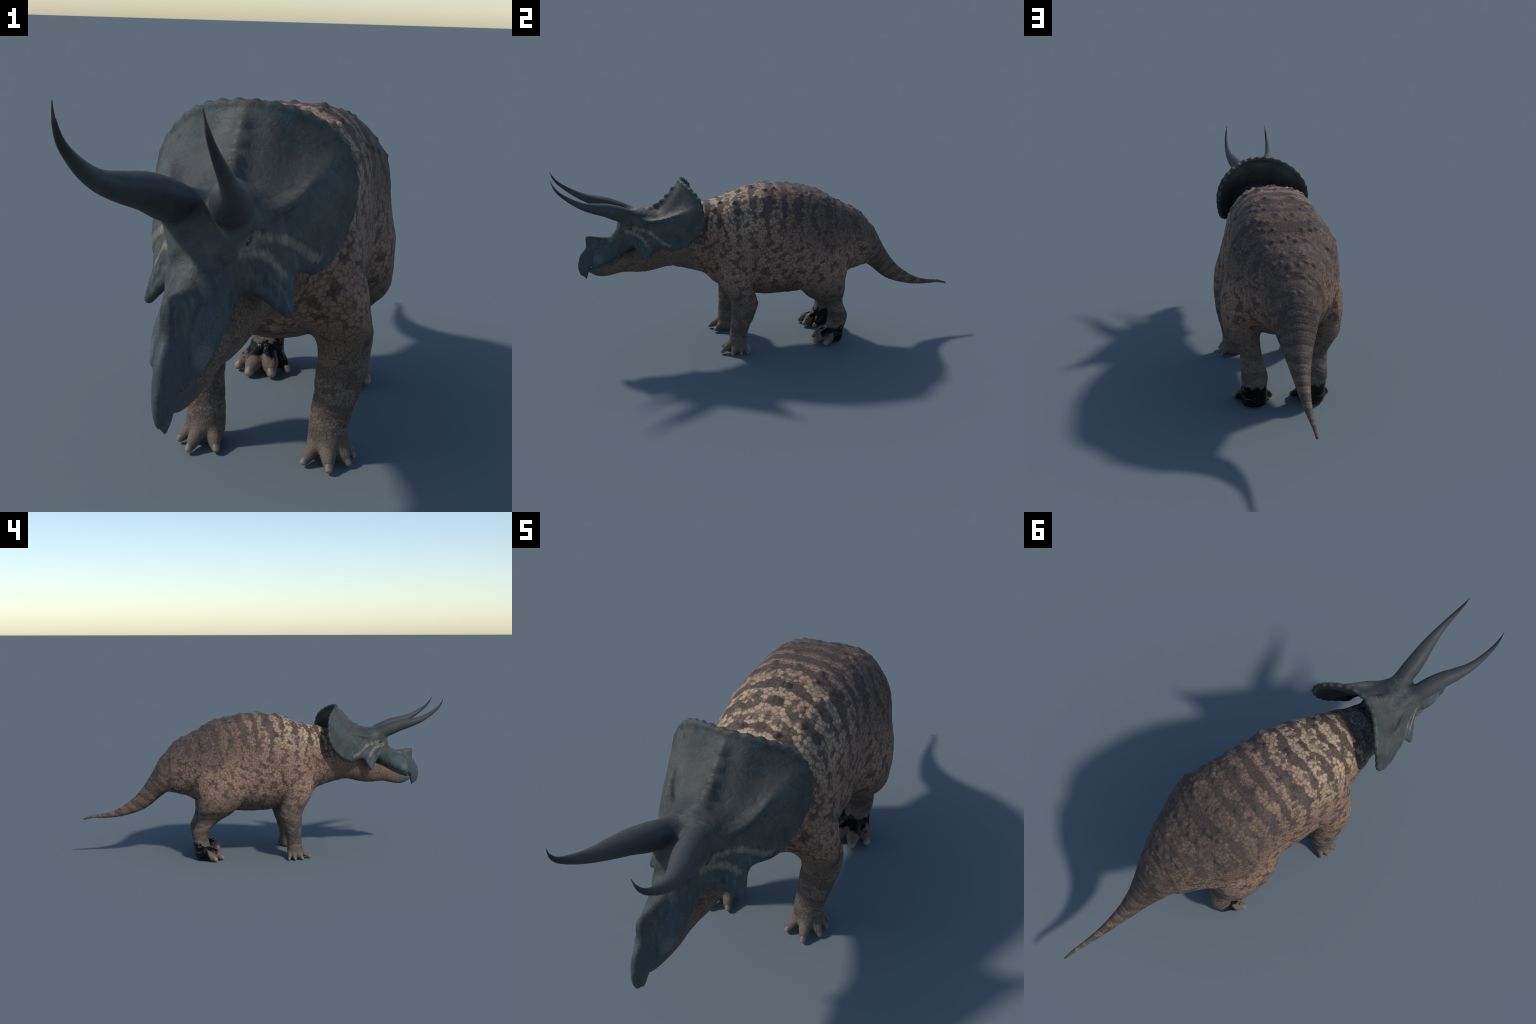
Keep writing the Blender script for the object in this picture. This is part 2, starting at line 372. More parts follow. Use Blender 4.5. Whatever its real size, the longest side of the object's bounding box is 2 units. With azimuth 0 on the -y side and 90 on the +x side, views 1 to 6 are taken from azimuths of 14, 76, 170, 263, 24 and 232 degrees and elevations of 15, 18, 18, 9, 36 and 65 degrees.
shield = is_head & (y_ > -.62) & (vl != "brow_horn")
disp -= shield * .0009 * np.clip(1 - np.abs(noise_at(shield, 22, 22, 16, 2)) * 8, 0, 1)
disp += shield * noise_at(shield, 40, 34, 34, 8) * .0006
V = V + N * disp[:, None]
V[:, 2] -= V[:, 2].min()
N = vnormals(V, Q)

# region of every face
fc = V[Q].mean(1)
g = [np.clip(np.rint((fc[:, a] - o) / H).astype(int), 0, lab.shape[a]-1) for a, o in enumerate((ox, gy[0], gz[0]))]
reg = np.array(NAMES)[lab[g[0], g[1], g[2]]]
reg = reg.astype('<U16')
x, y, z = np.abs(fc[:, 0]), fc[:, 1], fc[:, 2]
reg[(reg == "tail") & (y < .5)] = "torso"; reg[(reg == "torso") & (y >= .5)] = "tail"
reg[(reg == "foreleg") & (z < .045)] = "forefoot"; reg[(reg == "hindleg") & (z < .045)] = "hindfoot"
reg[(reg == "neck") & (y < -.56)] = "lower_jaw"; reg[(reg == "lower_jaw") & (y >= -.56)] = "neck"
reg[(reg == "neck") & (y > -.33)] = "torso"
reg[(reg == "head") & (y < -.835) & (z < .53 )] = "beak"
reg[(reg == "nose_horn") & (z < .53)] = "head"
reg[(reg == "lower_jaw") & (y < -.778)] = "lower_beak"
reg[(reg == "frill") & (y < -.60)] = "head"

# ------------------------------------------------------------------ node helpers
class Nodes:
    def __init__(s, name):
        s.mat = bpy.data.materials.new(name); s.mat.use_nodes = True
        s.t = s.mat.node_tree; s.t.nodes.clear()
        s.out = s.t.nodes.new("ShaderNodeOutputMaterial"); s.p = s.t.nodes.new("ShaderNodeBsdfPrincipled")
        s.t.links.new(s.p.outputs[0], s.out.inputs[0])
        s.tc = s.t.nodes.new("ShaderNodeTexCoord")
        s.co = s.tc.outputs["Object"]
    def set(s, sock, v):
        if isinstance(v, bpy.types.NodeSocket): s.t.links.new(v, sock)
        elif isinstance(v, (tuple, list)) and len(v) == 3 and sock.type == 'RGBA': sock.default_value = (*v, 1)
        else: sock.default_value = v
    def math(s, op, a, b=0.0, c=0.0, clamp=False):
        n = s.t.nodes.new("ShaderNodeMath"); n.operation = op; n.use_clamp = clamp
        for i, v in enumerate((a, b, c)): s.set(n.inputs[i], v)
        return n.outputs[0]
    def vec(s, op, a, b=(0, 0, 0)):
        n = s.t.nodes.new("ShaderNodeVectorMath"); n.operation = op
        s.set(n.inputs[0], a)
        if op == 'SCALE': s.set(n.inputs["Scale"], b)
        else: s.set(n.inputs[1], b)
        return n.outputs["Value"] if op in ('DISTANCE', 'LENGTH', 'DOT_PRODUCT') else n.outputs[0]
    def xyz(s, v):
        n = s.t.nodes.new("ShaderNodeSeparateXYZ"); s.set(n.inputs[0], v); return n.outputs
    def comb(s, x, y, z):
        n = s.t.nodes.new("ShaderNodeCombineXYZ")
        for i, v in enumerate((x, y, z)): s.set(n.inputs[i], v)
        return n.outputs[0]
    def ramp(s, v, lo, hi, a=0.0, b=1.0):
        n = s.t.nodes.new("ShaderNodeMapRange"); n.interpolation_type = 'SMOOTHSTEP'
        for i, q in enumerate((v, lo, hi, a, b)): s.set(n.inputs[i], q)
        return n.outputs[0]
    def mix(s, f, a, b, mode='MIX'):
        n = s.t.nodes.new("ShaderNodeMix"); n.data_type = 'RGBA'; n.blend_type = mode
        s.set(n.inputs[0], f); s.set(n.inputs[6], a); s.set(n.inputs[7], b); return n.outputs[2]
    def lerp(s, f, a, b):
        n = s.t.nodes.new("ShaderNodeMix"); n.data_type = 'FLOAT'
        s.set(n.inputs[0], f); s.set(n.inputs[2], a); s.set(n.inputs[3], b); return n.outputs[0]
    def noise(s, v, scale, detail=3, rough=.5, dist=0.0):
        n = s.t.nodes.new("ShaderNodeTexNoise"); s.set(n.inputs["Vector"], v)
        n.inputs["Scale"].default_value = scale; n.inputs["Detail"].default_value = detail
        n.inputs["Roughness"].default_value = rough; n.inputs["Distortion"].default_value = dist
        return n.outputs
    def voronoi(s, v, scale, feature='F1', rand=1.0):
        n = s.t.nodes.new("ShaderNodeTexVoronoi"); n.feature = feature; s.set(n.inputs["Vector"], v)
        n.inputs["Scale"].default_value = scale; n.inputs["Randomness"].default_value = rand
        return n.outputs
    def bump(s, h, strength, dist, normal=None):
        n = s.t.nodes.new("ShaderNodeBump"); s.set(n.inputs["Height"], h)
        n.inputs["Strength"].default_value = strength; n.inputs["Distance"].default_value = dist
        if normal is not None: s.set(n.inputs["Normal"], normal)
        return n.outputs[0]
    def mirror(s, v):
        c = s.xyz(v); return s.comb(s.math('ABSOLUTE', c[0]), c[1], c[2])

origin = bpy.data.objects.new("horned_dinosaur", None)
origin.empty_display_size = 0.2
bpy.context.scene.collection.objects.link(origin)
origin["label"] = "large quadruped dinosaur with three horns, bony frill and scaly mottled hide"
origin["category"] = "dinosaur"

def hide_material(name, kind="body"):
    """Scaly hide. kind: body, foot (black stained hind foot), tubercle (cap darker or paler toward its middle)."""
    m = Nodes(name)
    if kind.startswith("tubercle"): m.tc.object = origin
    P = m.mirror(m.co)
    wob = m.noise(P, 18, 2)
    Pw = m.vec('ADD', P, m.vec('SCALE', m.vec('SUBTRACT', wob[1], (.5, .5, .5)), 0.012))
    c = m.xyz(P); X, Y, Z = c[0], c[1], c[2]
    # small scales on limbs, neck, belly and tail; large plates on back and flanks
    n1 = m.noise(P, 9, 2)[0]
    zz = m.math('ADD', Z, m.math('MULTIPLY', m.math('SUBTRACT', n1, .5), .12))
    up = m.math('MULTIPLY', m.ramp(zz, .30, .40), m.math('MULTIPLY', m.ramp(Y, m.lerp(m.ramp(zz, .50, .58), -.40, -.56), m.lerp(m.ramp(zz, .50, .58), -.30, -.46)), m.ramp(Y, .56, .44)))
    big = m.ramp(up, .45, .55)
    vb, vs = m.voronoi(Pw, 80, rand=.85), m.voronoi(Pw, 165, rand=.9)
    eb, es = m.voronoi(Pw, 80, 'DISTANCE_TO_EDGE', .85)[0], m.voronoi(Pw, 165, 'DISTANCE_TO_EDGE', .9)[0]
    edge = m.lerp(big, es, eb)
    core = m.lerp(big, vs[0], vb[0])
    cell = m.mix(big, vs[2], vb[2]); rnd = m.xyz(m.mix(big, vs[1], vb[1]))
    cc = m.xyz(cell); cX, cY, cZ = cc[0], cc[1], cc[2]
    patt = m.mix(.42, cell, P)
    pc = m.xyz(patt); cX, cY, cZ = pc[0], pc[1], pc[2]
    # dark bands over the back, breaking into spots on the flanks
    d = m.noise(patt, 7, 3)
    band = m.math('SINE', m.math('ADD', m.math('MULTIPLY', m.math('ADD', cY, m.math('MULTIPLY', cX, .22)), 84),
                                 m.math('MULTIPLY', m.math('SUBTRACT', d[0], .5), 11)))
    jit = m.math('MULTIPLY', m.math('SUBTRACT', rnd[1], .5), .55)
    dorsal = m.ramp(m.math('ADD', cZ, m.math('MULTIPLY', m.math('SUBTRACT', d[0], .5), .35)), .54, .70)
    bandm = m.math('MULTIPLY', m.ramp(m.math('SUBTRACT', m.math('ADD', band, jit), m.math('MULTIPLY_ADD', m.noise(patt, 13, 2)[0], 3.0, -1.35)), -.22, .22), m.ramp(m.math('ADD', dorsal, jit), .25, .65))
    sp = m.noise(patt, 33, 1.5, .45)[0]
    spot = m.ramp(m.math('ADD', sp, m.math('MULTIPLY', jit, .12)), .540, .600)
    dark = m.math('MAXIMUM', bandm, m.math('MULTIPLY', spot, .85))
    limb = m.ramp(Z, .30, .20)
    # light colours by region
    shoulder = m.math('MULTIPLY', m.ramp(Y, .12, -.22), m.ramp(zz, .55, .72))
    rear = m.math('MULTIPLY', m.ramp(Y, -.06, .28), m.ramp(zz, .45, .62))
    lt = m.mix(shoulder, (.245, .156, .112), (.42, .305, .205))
    lt = m.mix(rear, lt, (.122, .086, .066))
    lt = m.mix(m.ramp(Y, .45, .62), lt, (.118, .088, .070))
    lt = m.mix(m.ramp(zz, .40, .29), lt, (.165, .118, .088))
    lt = m.mix(limb, lt, (.148, .116, .093))
    lt = m.mix(m.math('MULTIPLY', m.ramp(zz, .58, .48), m.math('MULTIPLY', m.ramp(Y, -.33, -.40), .8)), lt, (.135, .098, .075))
    lt = m.mix(m.math('MULTIPLY', m.ramp(zz, .52, .62), m.ramp(Y, -.32, -.37)), lt, (.34, .33, .28))  # neck top lightened to offset the shadow the frill throws on it
    nk = m.ramp(Y, -.335, -.375)
    dk = m.mix(m.ramp(zz, .42, .6), (.064, .048, .042), (.070, .052, .046))
    dark = m.math('MULTIPLY', dark, m.math('SUBTRACT', 1.0, m.math('MULTIPLY', nk, .5)))
    ringf = m.math('SINE', m.math('ADD', m.math('MULTIPLY', m.lerp(m.ramp(Y, .45, .55), cZ, m.math('SUBTRACT', cY, cZ)), 95), m.math('MULTIPLY', d[0], 14)))
    ring = m.math('MULTIPLY', m.ramp(m.math('ADD', ringf, jit), -.1, .6), m.math('MAXIMUM', limb, m.ramp(Y, .45, .58)))
    dark = m.math('MAXIMUM', dark, m.math('MULTIPLY', ring, .8))
    col = m.mix(m.lerp(limb, m.math('MULTIPLY', dark, .90), m.math('MULTIPLY', dark, .70)), lt, dk)
    # every scale a little different, soft broad mottling, dark lines between
    col = m.mix(1.0, col, m.mix(rnd[0], (.86, .86, .87), (1.14, 1.13, 1.12)), 'MULTIPLY')
    bl = m.noise(P, 14, 4, .6)[0]
    col = m.mix(1.0, col, m.mix(bl, (.76, .76, .78), (1.24, 1.22, 1.20)), 'MULTIPLY')
    gap = m.math('SUBTRACT', edge, m.math('MULTIPLY', m.ramp(core, .38, .72), .17))
    line = m.ramp(gap, -.065, .05)
    col = m.mix(m.math('MULTIPLY', m.math('SUBTRACT', 1.0, line), .52), col, (.034, .027, .024))
    gr = m.noise(P, 260, 2)[0]
    col = m.mix(1.0, col, m.mix(gr, (.8, .8, .8), (1.2, 1.2, 1.2)), 'MULTIPLY')
    if kind == "hind":
        pn = m.noise(P, 32, 3, .6)[0]
        zf = m.math('ADD', Z, m.math('MULTIPLY', m.math('SUBTRACT', pn, .5), .09))
        yf = m.math('ADD', Y, m.math('MULTIPLY', m.math('SUBTRACT', pn, .5), .05))
        inner = m.ramp(X, .105, .085)
        yb = m.math('ADD', .288, m.math('SUBTRACT', m.ramp(X, .135, .160, 0, .030), m.ramp(X, .072, .060, 0, .022)))
        top = m.math('MULTIPLY_ADD', inner, .010, m.math('ADD', .082, m.math('MULTIPLY', m.ramp(Y, .34, .39), .012)))
        stain = m.math('MULTIPLY', m.ramp(m.math('SUBTRACT', top, zf), -.004, .004), m.ramp(m.math('SUBTRACT', yf, yb), -.004, .005))
        stain = m.math('MAXIMUM', stain, m.math('MULTIPLY', m.math('MULTIPLY', m.ramp(zf, .042, .050), m.ramp(zf, .084, .076)), m.ramp(Y, .262, .272)))
        streak = m.math('MULTIPLY', m.ramp(m.noise(m.vec('MULTIPLY', P, (18, 18, 110)), 1.0, 3, .6)[0], .53, .66), m.ramp(Y, .355, .375))
        stain = m.math('MULTIPLY', stain, m.math('SUBTRACT', 1.0, m.math('MULTIPLY', m.math('MULTIPLY', streak, m.ramp(X, .085, .13)), .75)))
        toe = m.mix(gr, (.10, .077, .065), (.155, .118, .096))
        col = m.mix(m.ramp(zf, .09, .06), col, toe)
        col = m.mix(stain, col, (.003, .003, .003))
    if kind == "fore":
        col = m.mix(m.math('MULTIPLY', m.ramp(Z, .09, .03), .6), col, (.13, .105, .085))
    if kind.startswith("tubercle"):
        gen = m.t.nodes.new("ShaderNodeTexCoord").outputs["Generated"]
        gz_ = m.xyz(gen)
        r = m.vec('LENGTH', m.comb(m.math('SUBTRACT', gz_[0], .5), m.math('SUBTRACT', gz_[1], .5), 0.0))
        col = m.mix(m.ramp(r, .44, .12, 0, .55 if kind == "tubercle_dark" else .2), col, (.055, .045, .044) if kind == "tubercle_dark" else (.20, .145, .11))
    m.set(m.p.inputs["Base Color"], col)
    m.p.inputs["Roughness"].default_value = .72
    if kind == 'hind': m.set(m.p.inputs["Roughness"], m.lerp(stain, .72, .30))
    m.p.inputs["Specular IOR Level"].default_value = .16
    wr = m.noise(P, 60, 4, .6, .6)[0]
    if kind == 'hind': wr = m.math('MULTIPLY', wr, m.math('SUBTRACT', 1.0, stain))
    h = m.math('ADD', m.math('MULTIPLY', m.ramp(gap, -.02, .22), m.ramp(core, .9, .1, .5, 1.0)), m.math('MULTIPLY', wr, .6))
    m.set(m.p.inputs["Normal"], m.bump(h, .34, .0014))
    return m.mat

def head_material(name, kind="head"):
    m = Nodes(name)
    P = m.mirror(m.co); c = m.xyz(P); X, Y, Z = c[0], c[1], c[2]
    n1, n2, n3 = m.noise(P, 11, 4, .6)[0], m.noise(P, 28, 5, .65, 1.0)[0], m.noise(P, 120, 3)[0]
    col = m.mix(m.ramp(n1, .35, .65), (.047, .052, .049), (.076, .081, .074))
    col = m.mix(m.math('MULTIPLY', m.ramp(n2, .56, .72), .55), col, (.055, .090, .095))
    col = m.mix(m.math('MULTIPLY', m.ramp(n2, .50, .30), .75), col, (.030, .035, .037))
    col = m.mix(m.math('MULTIPLY', m.ramp(m.math('ADD', Z, m.math('MULTIPLY', n1, .08)), .64, .56), m.ramp(n2, .35, .6, .15, .75)), col, (.047, .066, .075))
    stx = m.noise(m.vec('MULTIPLY', P, (1, 1, .22)), 75, 4, .6)[0]
    col = m.mix(m.math('MULTIPLY', m.ramp(stx, .5, .68), m.math('MULTIPLY', m.ramp(Z, .64, .57), .55)), col, (.085, .105, .111))
    col = m.mix(m.math('MULTIPLY', m.math('MULTIPLY', m.ramp(m.noise(P, 34, 4, .65)[0], .54, .68), .8), m.ramp(Z, .72, .80)), col, (.052, .098, .104))
    if kind == "frill":
        # grey-brown inside the hollow of the shield, teal flecks toward the rim
        hol = m.math('MULTIPLY', m.ramp(Z, .66, .72), m.ramp(m.math('ADD', Y, m.math('MULTIPLY', n1, .1)), -.34, -.42))
        col = m.mix(m.math('MULTIPLY', hol, .6), col, (.066, .062, .057))
    if kind in ("head", "frill", "cheek"):
        # two pale stripes running back from the eye
        w = m.math('MULTIPLY', m.math('SUBTRACT', m.noise(m.vec('MULTIPLY', P, (1, 1, .35)), 85, 3)[0], .5), .026)
        def seg(a, b, r0):
            ab = tuple(q - p for p, q in zip(a, b)); L2 = sum(q * q for q in ab)
            pa = m.vec('SUBTRACT', P, a)
            t = m.math('DIVIDE', m.vec('DOT_PRODUCT', pa, ab), L2, clamp=True)
            n = m.t.nodes.new("ShaderNodeVectorMath"); n.operation = 'MULTIPLY_ADD'
            n.inputs[0].default_value = ab; m.t.links.new(t, n.inputs[1]); n.inputs[2].default_value = a
            dd = m.math('ADD', m.vec('DISTANCE', P, n.outputs[0]), w)
            return m.ramp(dd, r0 * 1.2, r0 * .2)
        s1 = m.math('MAXIMUM', seg((.080, -.635, .632), (.112, -.570, .617), .011), seg((.112, -.570, .617), (.165, -.488, .560), .011))
        s2 = m.math('MAXIMUM', seg((.075, -.645, .607), (.095, -.605, .589), .011), seg((.095, -.605, .589), (.113, -.578, .552), .010))
        s3 = m.math('MULTIPLY', seg((.064, -.668, .617), (.070, -.640, .624), .021), .9)
        st = m.math('MAXIMUM', m.math('MAXIMUM', s1, s2), s3)
        col = m.mix(m.math('MULTIPLY', st, m.ramp(n2, .35, .65, .45, .9)), col, (.225, .197, .152))
        eyesh = m.ramp(m.vec('DISTANCE', P, (.068, -.653, .630)), .017, .008)
        col = m.mix(m.math('MULTIPLY', eyesh, .6), col, (.060, .060, .054))
    if kind == "head":
        sc = m.voronoi(P, 150, 'DISTANCE_TO_EDGE')[0]
        padm = m.ramp(m.vec('DISTANCE', P, (.045, -.765, .492)), .062, .038)
        col = m.mix(m.math('MULTIPLY', padm, .45), col, (.082, .100, .108))
        col = m.mix(m.math('MULTIPLY', m.ramp(m.vec('DISTANCE', P, (.043, -.800, .474)), .036, .008), .7), col, (.135, .150, .152))
        col = m.mix(m.math('MULTIPLY', padm, m.ramp(sc, .12, .0, 0, .5)), col, (.03, .04, .05))
    if kind == "beak":
        st = m.noise(m.vec('MULTIPLY', P, (3, 3, .35)), 60, 3)[0]
        col = m.mix(st, (.043, .052, .058), (.068, .080, .087))
    if kind == "lower_beak": col = m.mix(n2, (.050, .057, .058), (.082, .086, .083))
    # horns: dark smoke grey, growing out of the skin without a seam
    hm = m.math('MULTIPLY', m.ramp(Z, .645, .700), m.ramp(Y, -.625, -.715))
    hs = m.noise(m.vec('MULTIPLY', P, (3, .4, 1.5)), 40, 4)[0]
    hc = m.mix(hs, (.042, .043, .045), (.074, .075, .076))
    hc = m.mix(m.ramp(Y, -.90, -.985), hc, (.036, .034, .034))
    hc = m.mix(m.ramp(Y, -.985, -.999), hc, (.09, .055, .04))
    if kind == "head": col = m.mix(hm, col, hc)
    col = m.mix(1.0, col, m.mix(n3, (.82, .82, .82), (1.18, 1.18, 1.18)), 'MULTIPLY')
    m.set(m.p.inputs["Base Color"], col)
    m.p.inputs["Roughness"].default_value = .55
    m.p.inputs["Specular IOR Level"].default_value = .2
    wr = m.noise(P, 45, 5, .62, 1.2)[0]
    cre = m.math('ABSOLUTE', m.math('SUBTRACT', m.noise(P, 13, 3, .55, 1.2)[0], .5))
    cre2 = m.math('ABSOLUTE', m.math('SUBTRACT', m.noise(P, 38, 2, .5, .8)[0], .5))
    h = m.math('ADD', m.math('MULTIPLY', wr, .8), m.math('ADD', m.math('MULTIPLY', m.ramp(cre, .0, .035), .32), m.math('MULTIPLY', m.ramp(cre2, .0, .06), .18)))
    if kind == "head": h = m.math('ADD', h, m.math('MULTIPLY', m.math('MULTIPLY', m.ramp(sc, 0, .25), padm), .8))
    if kind == "head": h = m.lerp(hm, h, m.math('MULTIPLY', hs, .4))
    m.set(m.p.inputs["Normal"], m.bump(h, .4, .0026))
    return m.mat

MATS = {"torso": hide_material("scaly_hide"), "hind": hide_material("hind_leg_hide", "hind"), "fore": hide_material("fore_leg_hide", "fore"),
        "tubercle_dark": hide_material("dark_tubercle_hide", "tubercle_dark"), "tubercle_pale": hide_material("pale_tubercle_hide", "tubercle_pale"),
        "head": head_material("blue_grey_head_skin"), "frill": head_material("frill_skin", "frill"), "cheek": head_material("cheek_skin", "cheek"),
        "beak": head_material("beak_horn", "beak"), "lower_beak": head_material("lower_beak_horn", "lower_beak")}

# ------------------------------------------------------------------ split the body into named parts
def region_mesh(mask, name, mat, parent=None):
    q = Q[mask]
    u, inv = np.unique(q, return_inverse=True)
    me = bpy.data.meshes.new(name)
    me.from_pydata(V[u].tolist(), [], inv.reshape(-1, 4).tolist())
    me.polygons.foreach_set("use_smooth", np.ones(len(q), bool))
    me.materials.append(mat); me.update()
    me.normals_split_custom_set_from_vertices(N[u].tolist())
    ob = bpy.data.objects.new(name, me)
    bpy.context.scene.collection.objects.link(ob)
    ob.parent = parent or origin
    return ob
right = fc[:, 0] < 0
obs = {}
for r, mt in (("torso", "torso"), ("tail", "torso"), ("neck", "torso"), ("head", "head"), ("frill", "frill"), ("beak", "beak"),
              ("lower_jaw", "torso"), ("lower_beak", "lower_beak"), ("nose_horn", "head")):
    par = {"beak": "head", "lower_beak": "lower_jaw", "nose_horn": "head"}.get(r)
    obs[r] = region_mesh(reg == r, r, MATS[mt], obs.get(par, origin))
for r, mt in (("foreleg", "fore"), ("hindleg", "hind"), ("forefoot", "fore"), ("hindfoot", "hind"), ("cheek_horn", "cheek"), ("brow_horn", "horn")):
    for side in (False, True):
        par = obs.get(({"forefoot": "foreleg", "hindfoot": "hindleg"}.get(r), side), origin)
        if r == "brow_horn":
            ob = region_mesh((reg == r) & (right == side) & (fc[:, 1] > -.957), r, MATS["head"])
        else:
            ob = region_mesh((reg == r) & (right == side), r, MATS[mt], par)
        obs[(r, side)] = ob

# ------------------------------------------------------------------ brow horns: swept tubes growing out of the brow
def horn_mesh():
    pts = cr(HORN, 160); seg = 36; verts = []; faces = []
    dvec = np.gradient(pts[:, :3], axis=0); dvec /= np.linalg.norm(dvec, axis=1, keepdims=True)
    ref = np.array([1.0, 0, 0]); start = next(i for i in range(len(pts)) if pts[i, 1] < -.80)
    for i in range(start, len(pts)):
        a = ref - dvec[i] * (ref @ dvec[i]); a /= np.linalg.norm(a); b = np.cross(dvec[i], a)
        r = max(pts[i, 3], .0004) + float(np.interp(-pts[i, 1], [.80, .925], [-.0035, .0006])) * (1 if i < 150 else 0)
        for kk in range(seg):
            th = 2 * math.pi * kk / seg
            verts.append(tuple(pts[i, :3] + r * (a * math.cos(th) + b * math.sin(th))))
    n = len(pts) - start
    for i in range(n - 1):
        for kk in range(seg):
            faces.append((i*seg+kk, i*seg+(kk+1) % seg, (i+1)*seg+(kk+1) % seg, (i+1)*seg+kk))
    faces.append(tuple((n-1)*seg+kk for kk in range(seg)))
    return verts, faces
hv, hf = horn_mesh()
for side in (1, -1):
    me = bpy.data.meshes.new("horn_tip")
    me.from_pydata([(v[0] * side, v[1], v[2]) for v in hv], [], hf if side > 0 else [f[::-1] for f in hf])
    me.polygons.foreach_set("use_smooth", np.ones(len(hf), bool)); me.materials.append(MATS["head"])
    me.update()
    ob = bpy.data.objects.new("horn_tip", me); bpy.context.scene.collection.objects.link(ob); ob.parent = obs[("brow_horn", side < 0)]

# ------------------------------------------------------------------ claws
def claw_material():
    m = Nodes("claw_horn"); g_ = m.xyz(m.tc.outputs["Generated"])
    n = m.noise(m.co, 220, 3)[0]
    col = m.mix(m.ramp(g_[2], .35, .95), (.125, .098, .082), (.27, .20, .145))
    col = m.mix(1.0, col, m.mix(n, (.8, .8, .8), (1.2, 1.2, 1.2)), 'MULTIPLY')
    m.set(m.p.inputs["Base Color"], col); m.p.inputs["Roughness"].default_value = .5
    return m.mat
CLAW = claw_material()
def lathe(name, prof, seg=20):
    verts = [(r * math.cos(2*math.pi*k/seg), r * math.sin(2*math.pi*k/seg), z) for r, z in prof for k in range(seg)]
    faces = [(i*seg+k, i*seg+(k+1) % seg, (i+1)*seg+(k+1) % seg, (i+1)*seg+k) for i in range(len(prof)-1) for k in range(seg)]
    faces.append(tuple((len(prof)-1)*seg+k for k in range(seg)))
    me = bpy.data.meshes.new(name); me.from_pydata(verts, [], faces)
    me.polygons.foreach_set("use_smooth", np.ones(len(faces), bool)); me.update()
    return me
claw_me = lathe("claw", [(1.0 * math.cos(t) ** .8 if t < 1.5 else .05, 1.35 * math.sin(t)) for t in np.linspace(-.35, 1.53, 10)])
claw_me.materials.append(CLAW)
for toes, legname in ((FORETOES, "forefoot"), (HINDTOES, "hindfoot")):
    for t in toes:
        for side in (1, -1):
            p = Vector((t[2][0] * side, t[2][1], t[2][2])); q = Vector((t[1][0] * side, t[1][1], t[1][2]))
            d = (p - q).normalized(); r = t[2][3]
            ob = bpy.data.objects.new("claw", claw_me); bpy.context.scene.collection.objects.link(ob)
            ob.matrix_world = Matrix.Translation(p - d * r * .15 + Vector((0, 0, .0022))) @ d.to_track_quat('Z', 'Y').to_matrix().to_4x4() @ Matrix.Scale(r * 1.09, 4)
            ob.parent = obs[(legname.replace('foot', 'leg'), side < 0)]

# ------------------------------------------------------------------ eyes
def eye_material():
    m = Nodes("amber_eye"); g_ = m.xyz(m.co)
    r = m.vec('LENGTH', m.comb(g_[0], m.math('MULTIPLY', g_[1], 1.0), 0.0))
    col = m.mix(m.ramp(r, .0040, .0032), (.15, .055, .018), (.004, .003, .003))
    col = m.mix(m.ramp(r, .0060, .0072), col, (.02, .014, .01))
    m.set(m.p.inputs["Base Color"], col); m.p.inputs["Roughness"].default_value = .12
    return m.mat
from mathutils.bvhtree import BVHTree
bm_tree = BVHTree.FromPolygons(V.tolist(), Q.tolist())
EYE = eye_material()
eye_me = lathe("eye", [(max((.0090 * math.sin(a)), .0001), .0090 * math.cos(a)) for a in np.linspace(math.pi, .02, 14)])
eye_me.materials.append(EYE)
lid_mat = MATS["head"]
eye_hit = bm_tree.ray_cast(Vector((.3, -.6535, .6265)), Vector((-1, 0, 0)))[0]
for side in (1, -1):
    ob = bpy.data.objects.new("eye", eye_me); bpy.context.scene.collection.objects.link(ob)
    d = Vector((.92 * side, -.38, -.02)).normalized()
    ob.matrix_world = Matrix.Translation(((eye_hit.x - .0035) * side, -.6535, .6265)) @ d.to_track_quat('Z', 'Y').to_matrix().to_4x4()
    ob.parent = origin

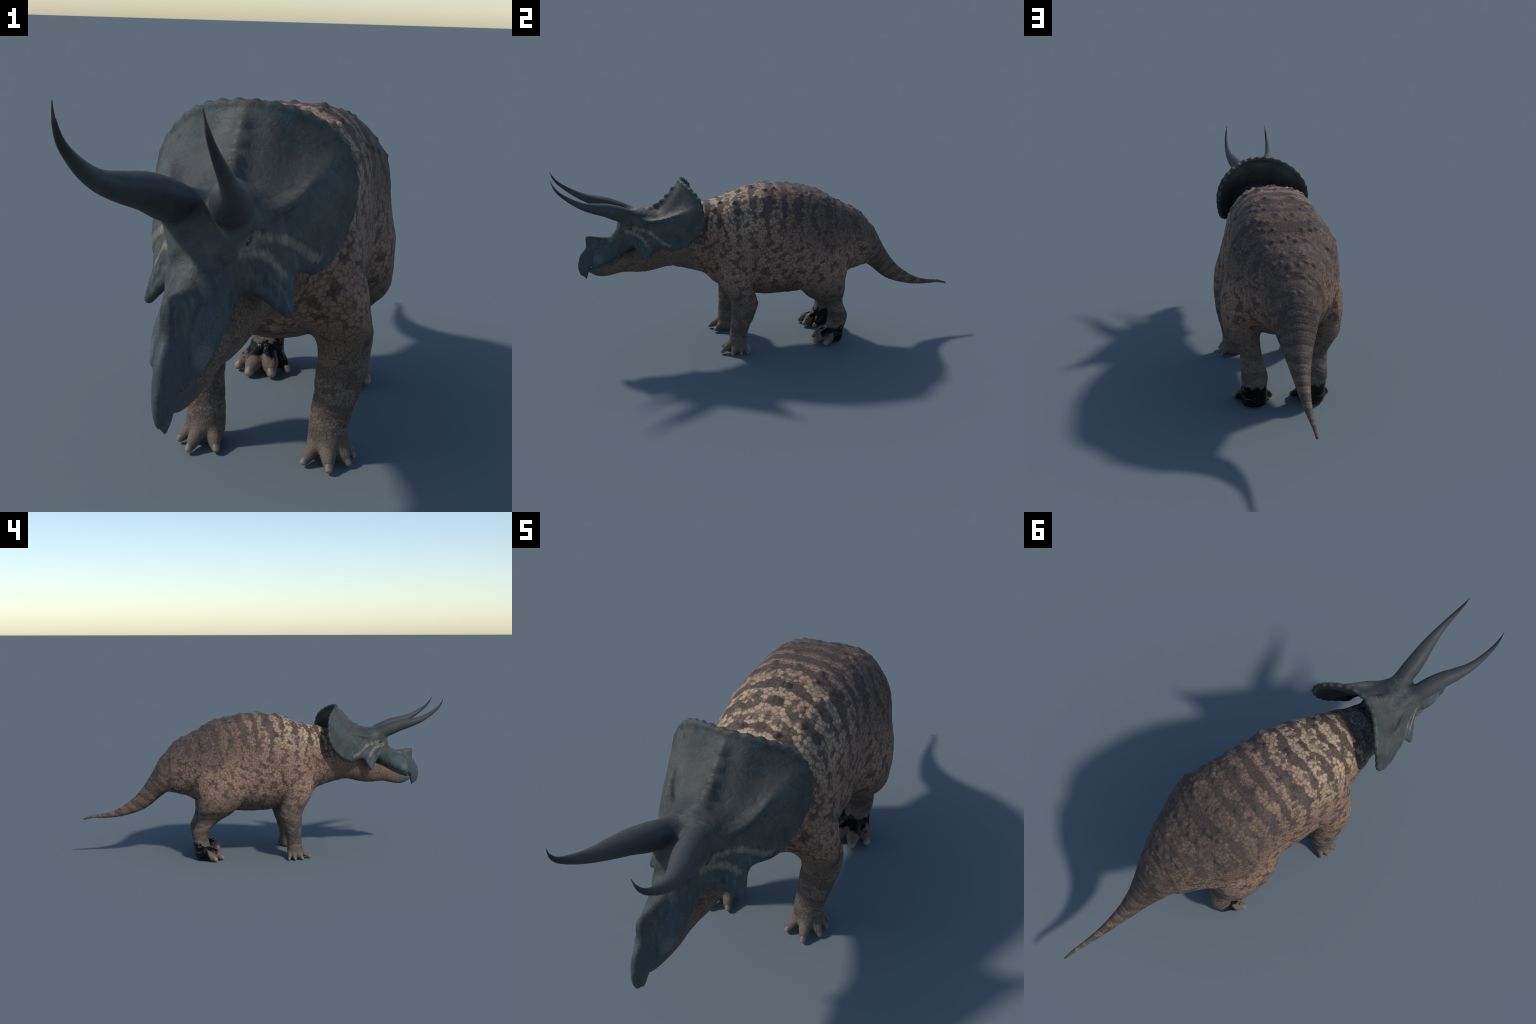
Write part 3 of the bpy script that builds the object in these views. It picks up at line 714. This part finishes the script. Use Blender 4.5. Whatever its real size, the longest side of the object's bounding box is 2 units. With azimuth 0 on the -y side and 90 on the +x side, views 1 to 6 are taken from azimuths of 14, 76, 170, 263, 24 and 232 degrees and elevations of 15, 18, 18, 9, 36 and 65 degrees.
# ------------------------------------------------------------------ tubercles: blunt cones in staggered rows along the back, mirrored
TUBERCLES = [(.097, -.261), (.055, -.226), (.098, -.164), (.0, -.185), (.070, -.126), (.006, -.122), (.102, -.066), (.006, -.067),
             (.117, -.045), (.150, -.056), (.064, -.017), (.112, -.008), (.063, .027), (.0, .030), (.151, .096), (.050, .125),
             (.127, .135), (.166, .149), (.106, .155), (.004, .179), (.082, .185), (.120, .188), (.096, .204), (.067, .215),
             (.156, .243), (.200, .262), (.103, .251), (.030, .267), (.118, .270), (.0, .290), (.095, .292), (.123, .320),
             (.100, .330), (.060, .337), (.0, .370), (.078, .382), (.029, .389), (.120, .394), (.004, .446), (.050, .450), (.118, .478),
             (.071, .482), (.026, .494), (.056, .525), (.104, .532), (.028, .567), (.165, .02), (.172, -.12), (.178, .20), (.150, .36)]
def cone(name, mat):
    R, Hh = 1.0, .38
    me = lathe(name, [(R, -.12)] + [(R * u, Hh * (.5 + .5 * math.cos(math.pi * min(u * 1.0, 1))) * (1 - .25 * u) - .05 * u) for u in np.linspace(.93, .02, 11)], 24)
    me.materials.append(mat); return me
cones = [cone("tubercle", MATS["tubercle_dark"]), cone("tubercle", MATS["tubercle_pale"])]
for x, y in TUBERCLES:
    size = random.uniform(.0185, .0255) * (1.0 if y < .12 else .82); which = 0 if random.random() < .62 else 1
    for side in ((1, -1) if x > .003 else (1,)):
        hit = bm_tree.ray_cast(Vector((x * side * 3.2, y, 1.5)), Vector((-x * side * 2.2, 0, -1.5 + .45 + (.30 if x < .15 else .2))).normalized())
        if hit[0] is None: continue
        nn = (hit[1] + Vector((0, .25, .25))).normalized()
        ob = bpy.data.objects.new("tubercle", cones[which]); bpy.context.scene.collection.objects.link(ob)
        ob.matrix_world = Matrix.Translation(hit[0]) @ hit[1].to_track_quat('Z', 'Y').to_matrix().to_4x4() @ Matrix.Rotation(random.uniform(0, 6), 4, 'Z') @ Matrix.Diagonal((size, size * random.uniform(.85, 1.1), size * random.uniform(.85, 1.2) * (1.0 if y < .12 else .75), 1))
        ob.parent = obs["torso"]

print("verts", len(V), "faces", len(Q), {r: int((reg == r).sum()) for r in set(reg)})
